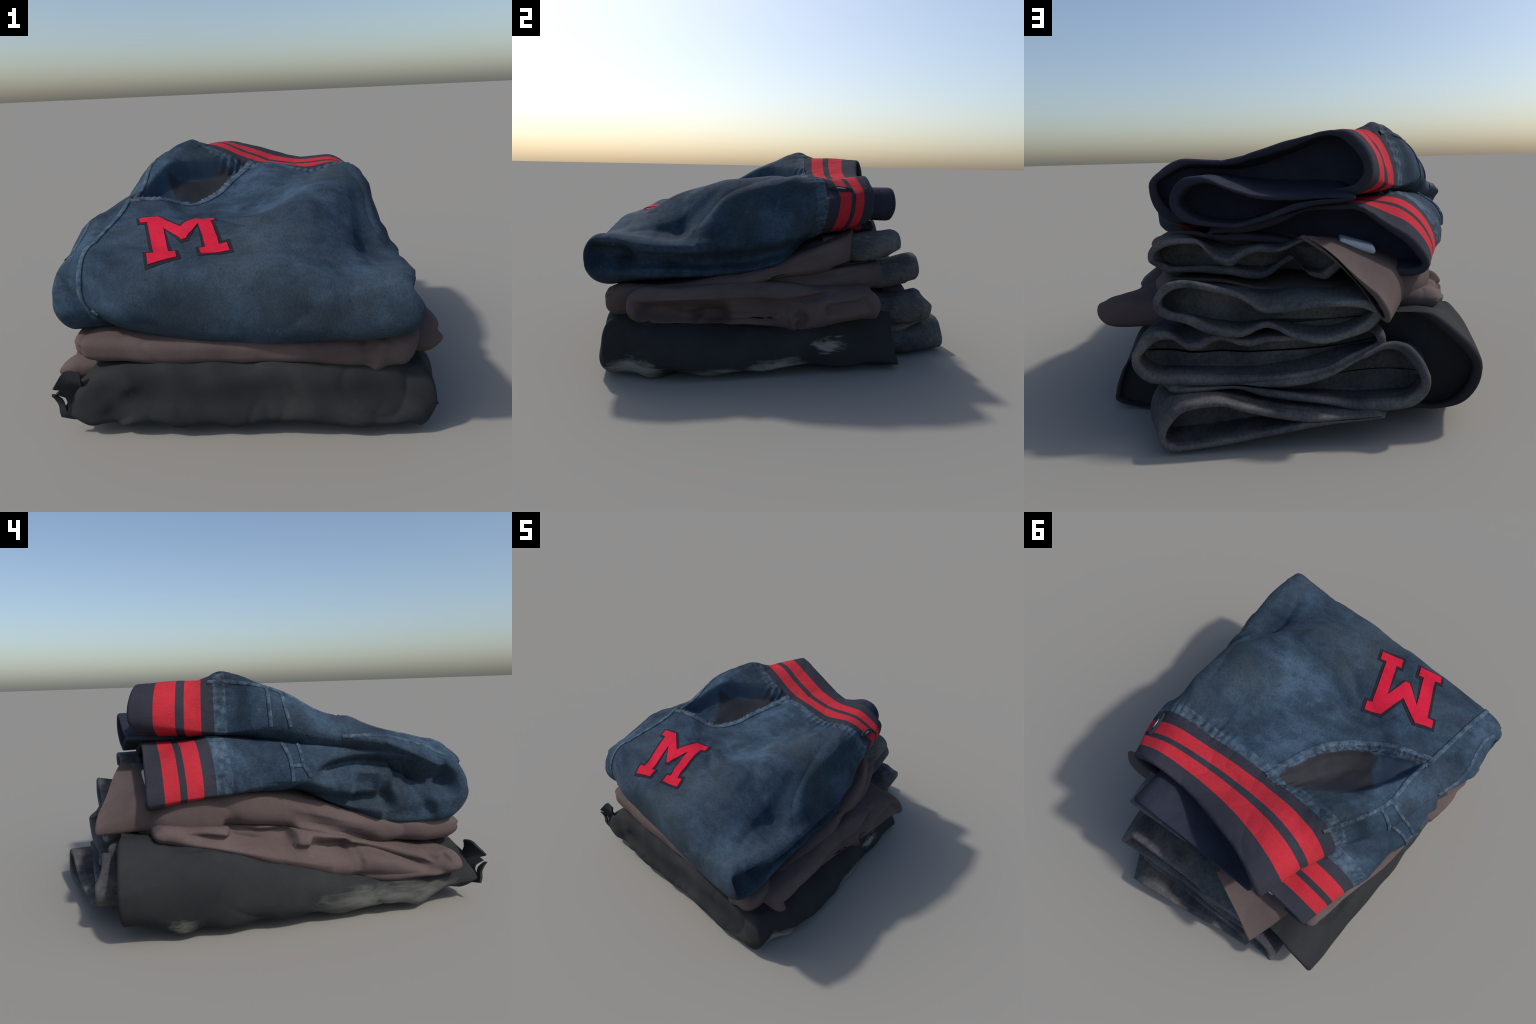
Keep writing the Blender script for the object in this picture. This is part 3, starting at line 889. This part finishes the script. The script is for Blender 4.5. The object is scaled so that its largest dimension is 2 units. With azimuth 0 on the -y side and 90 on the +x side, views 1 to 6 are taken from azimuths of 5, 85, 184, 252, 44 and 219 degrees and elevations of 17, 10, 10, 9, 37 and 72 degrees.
k_body.crease([(-.45, -.93, .22), (-.55, -.93, .14), (-.5, -.93, .06)], .06, .02)
k_body.crease([(-.72, -.9, .20), (-.6, -.92, .15), (-.45, -.92, .25)], .04, -.02)
k_body.crease([(.80, -.8, .12), (.80, -.6, .08), (.80, -.5, .04)], .03, .02)
emit(k_body, "torso", BLACK, BLACK_J)

k1 = Pad([
    (.30, .30, (-.36, .30), (.57, .28), (.38, .38, .37, .36, .35), (.33, .33, .32, .31, .31)),
    (.60, .60, (-.36, .32), (.615, .29), (.38, .37, .36, .36, .36), (.22, .2, .19, .19, .2)),
    (.79, .855, (-.35, .34), (.578, .29), (.42, .375, .372, .362, .36, .345, .372, .335, .385, .365), (.30, .27, .225, .205, .195, .192, .19, .195, .2, .215), {"top_back": .05}),
], rim=(.028, .11), roll=.075, M=150, step=.009, wave=.012)
k1.ripple(15, .004, 71)
ribbed(k1, BLACK_RIB, BLACK_EDGE, BLACK_J)
k2 = Pad([
    (.35, .35, (-.50, .20), (.50, .18), (.30, .28, .24, .2, .2), (.10, .1, .1, .1, .1)),
    (.65, .68, (-.51, .21), (.55, .17), (.31, .31, .24, .21, .2), (.11, .1, .1, .12, .12)),
    (.85, .86, (-.50, .215), (.445, .185), (.30, .352, .305, .245, .215, .205, .203, .205, .205), (.135, .115, .105, .125, .14, .155, .185, .175, .165), {"top_back": .03}),
], rim=(.028, .11), roll=.08, M=150, step=.009, wave=.012)
k2.ripple(15, .004, 72)
ribbed(k2, BLACK_RIB, BLACK_EDGE, BLACK_J)
k3 = Pad([
    (.35, .35, (-.38, .08), (.47, .06), (.11, .11, .12, .14, .12), (.06, .05, .04, .03, .02)),
    (.70, .72, (-.38, .085), (.555, .07), (.12, .12, .13, .16, .15), (.07, .06, .05, .03, .01)),
    (.885, .995, (-.34, .095), (.45, .06), (.115, .11, .11, .122, .142, .168, .192, .185, .13), (.09, .082, .078, .066, .05, .035, .02, .01, .005)),
], rim=(.024, .11), roll=.06, M=150, step=.009, wave=.012)
k3.ripple(15, .0035, 73)
ribbed(k3, BLACK_RIB, BLACK_EDGE, BLACK_J)

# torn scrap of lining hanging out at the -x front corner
SCRAP = [(-0.688, 0.293), (-0.731, 0.299), (-0.757, 0.297), (-0.771, 0.283), (-0.793, 0.237), (-0.768, 0.222), (-0.787, 0.207), (-0.759, 0.180), (-0.749, 0.150), (-0.753, 0.119), (-0.768, 0.171), (-0.793, 0.201), (-0.806, 0.204), (-0.787, 0.147), (-0.786, 0.092), (-0.726, 0.077), (-0.675, 0.073)]


def scrap(name, outline, thick, mat, parent):
    bm = bmesh.new()
    vs = [bm.verts.new((x, 0, z)) for x, z in outline]
    es = [bm.edges.new((vs[i], vs[(i + 1) % len(vs)])) for i in range(len(vs))]
    bmesh.ops.triangle_fill(bm, edges=es, use_beauty=True)
    for c in np.linspace(-.85, -.55, 16):
        bmesh.ops.bisect_plane(bm, geom=bm.verts[:] + bm.edges[:] + bm.faces[:], plane_co=(c, 0, 0), plane_no=(1, 0, 0))
    for c in np.linspace(.05, .3, 12):
        bmesh.ops.bisect_plane(bm, geom=bm.verts[:] + bm.edges[:] + bm.faces[:], plane_co=(0, 0, c), plane_no=(0, 0, 1))
    for v in bm.verts:
        x, z = v.co.x, v.co.z
        v.co.y = -.90 + .35 * (x + .7) + .012 * math.sin(x * 40 + z * 25) + .01 * math.sin(z * 45)
    bmesh.ops.recalc_face_normals(bm, faces=bm.faces)
    bmesh.ops.solidify(bm, geom=bm.faces[:], thickness=thick)
    me = bpy.data.meshes.new(name); bm.to_mesh(me); bm.free(); me.materials.append(mat)
    for f in me.polygons:
        f.use_smooth = True
    me.set_sharp_from_angle(angle=math.radians(45))
    ob = bpy.data.objects.new(name, me); bpy.context.scene.collection.objects.link(ob); ob.parent = parent
    return ob


scrap("torn_lining", SCRAP, .012, BLACK, BLACK_J)
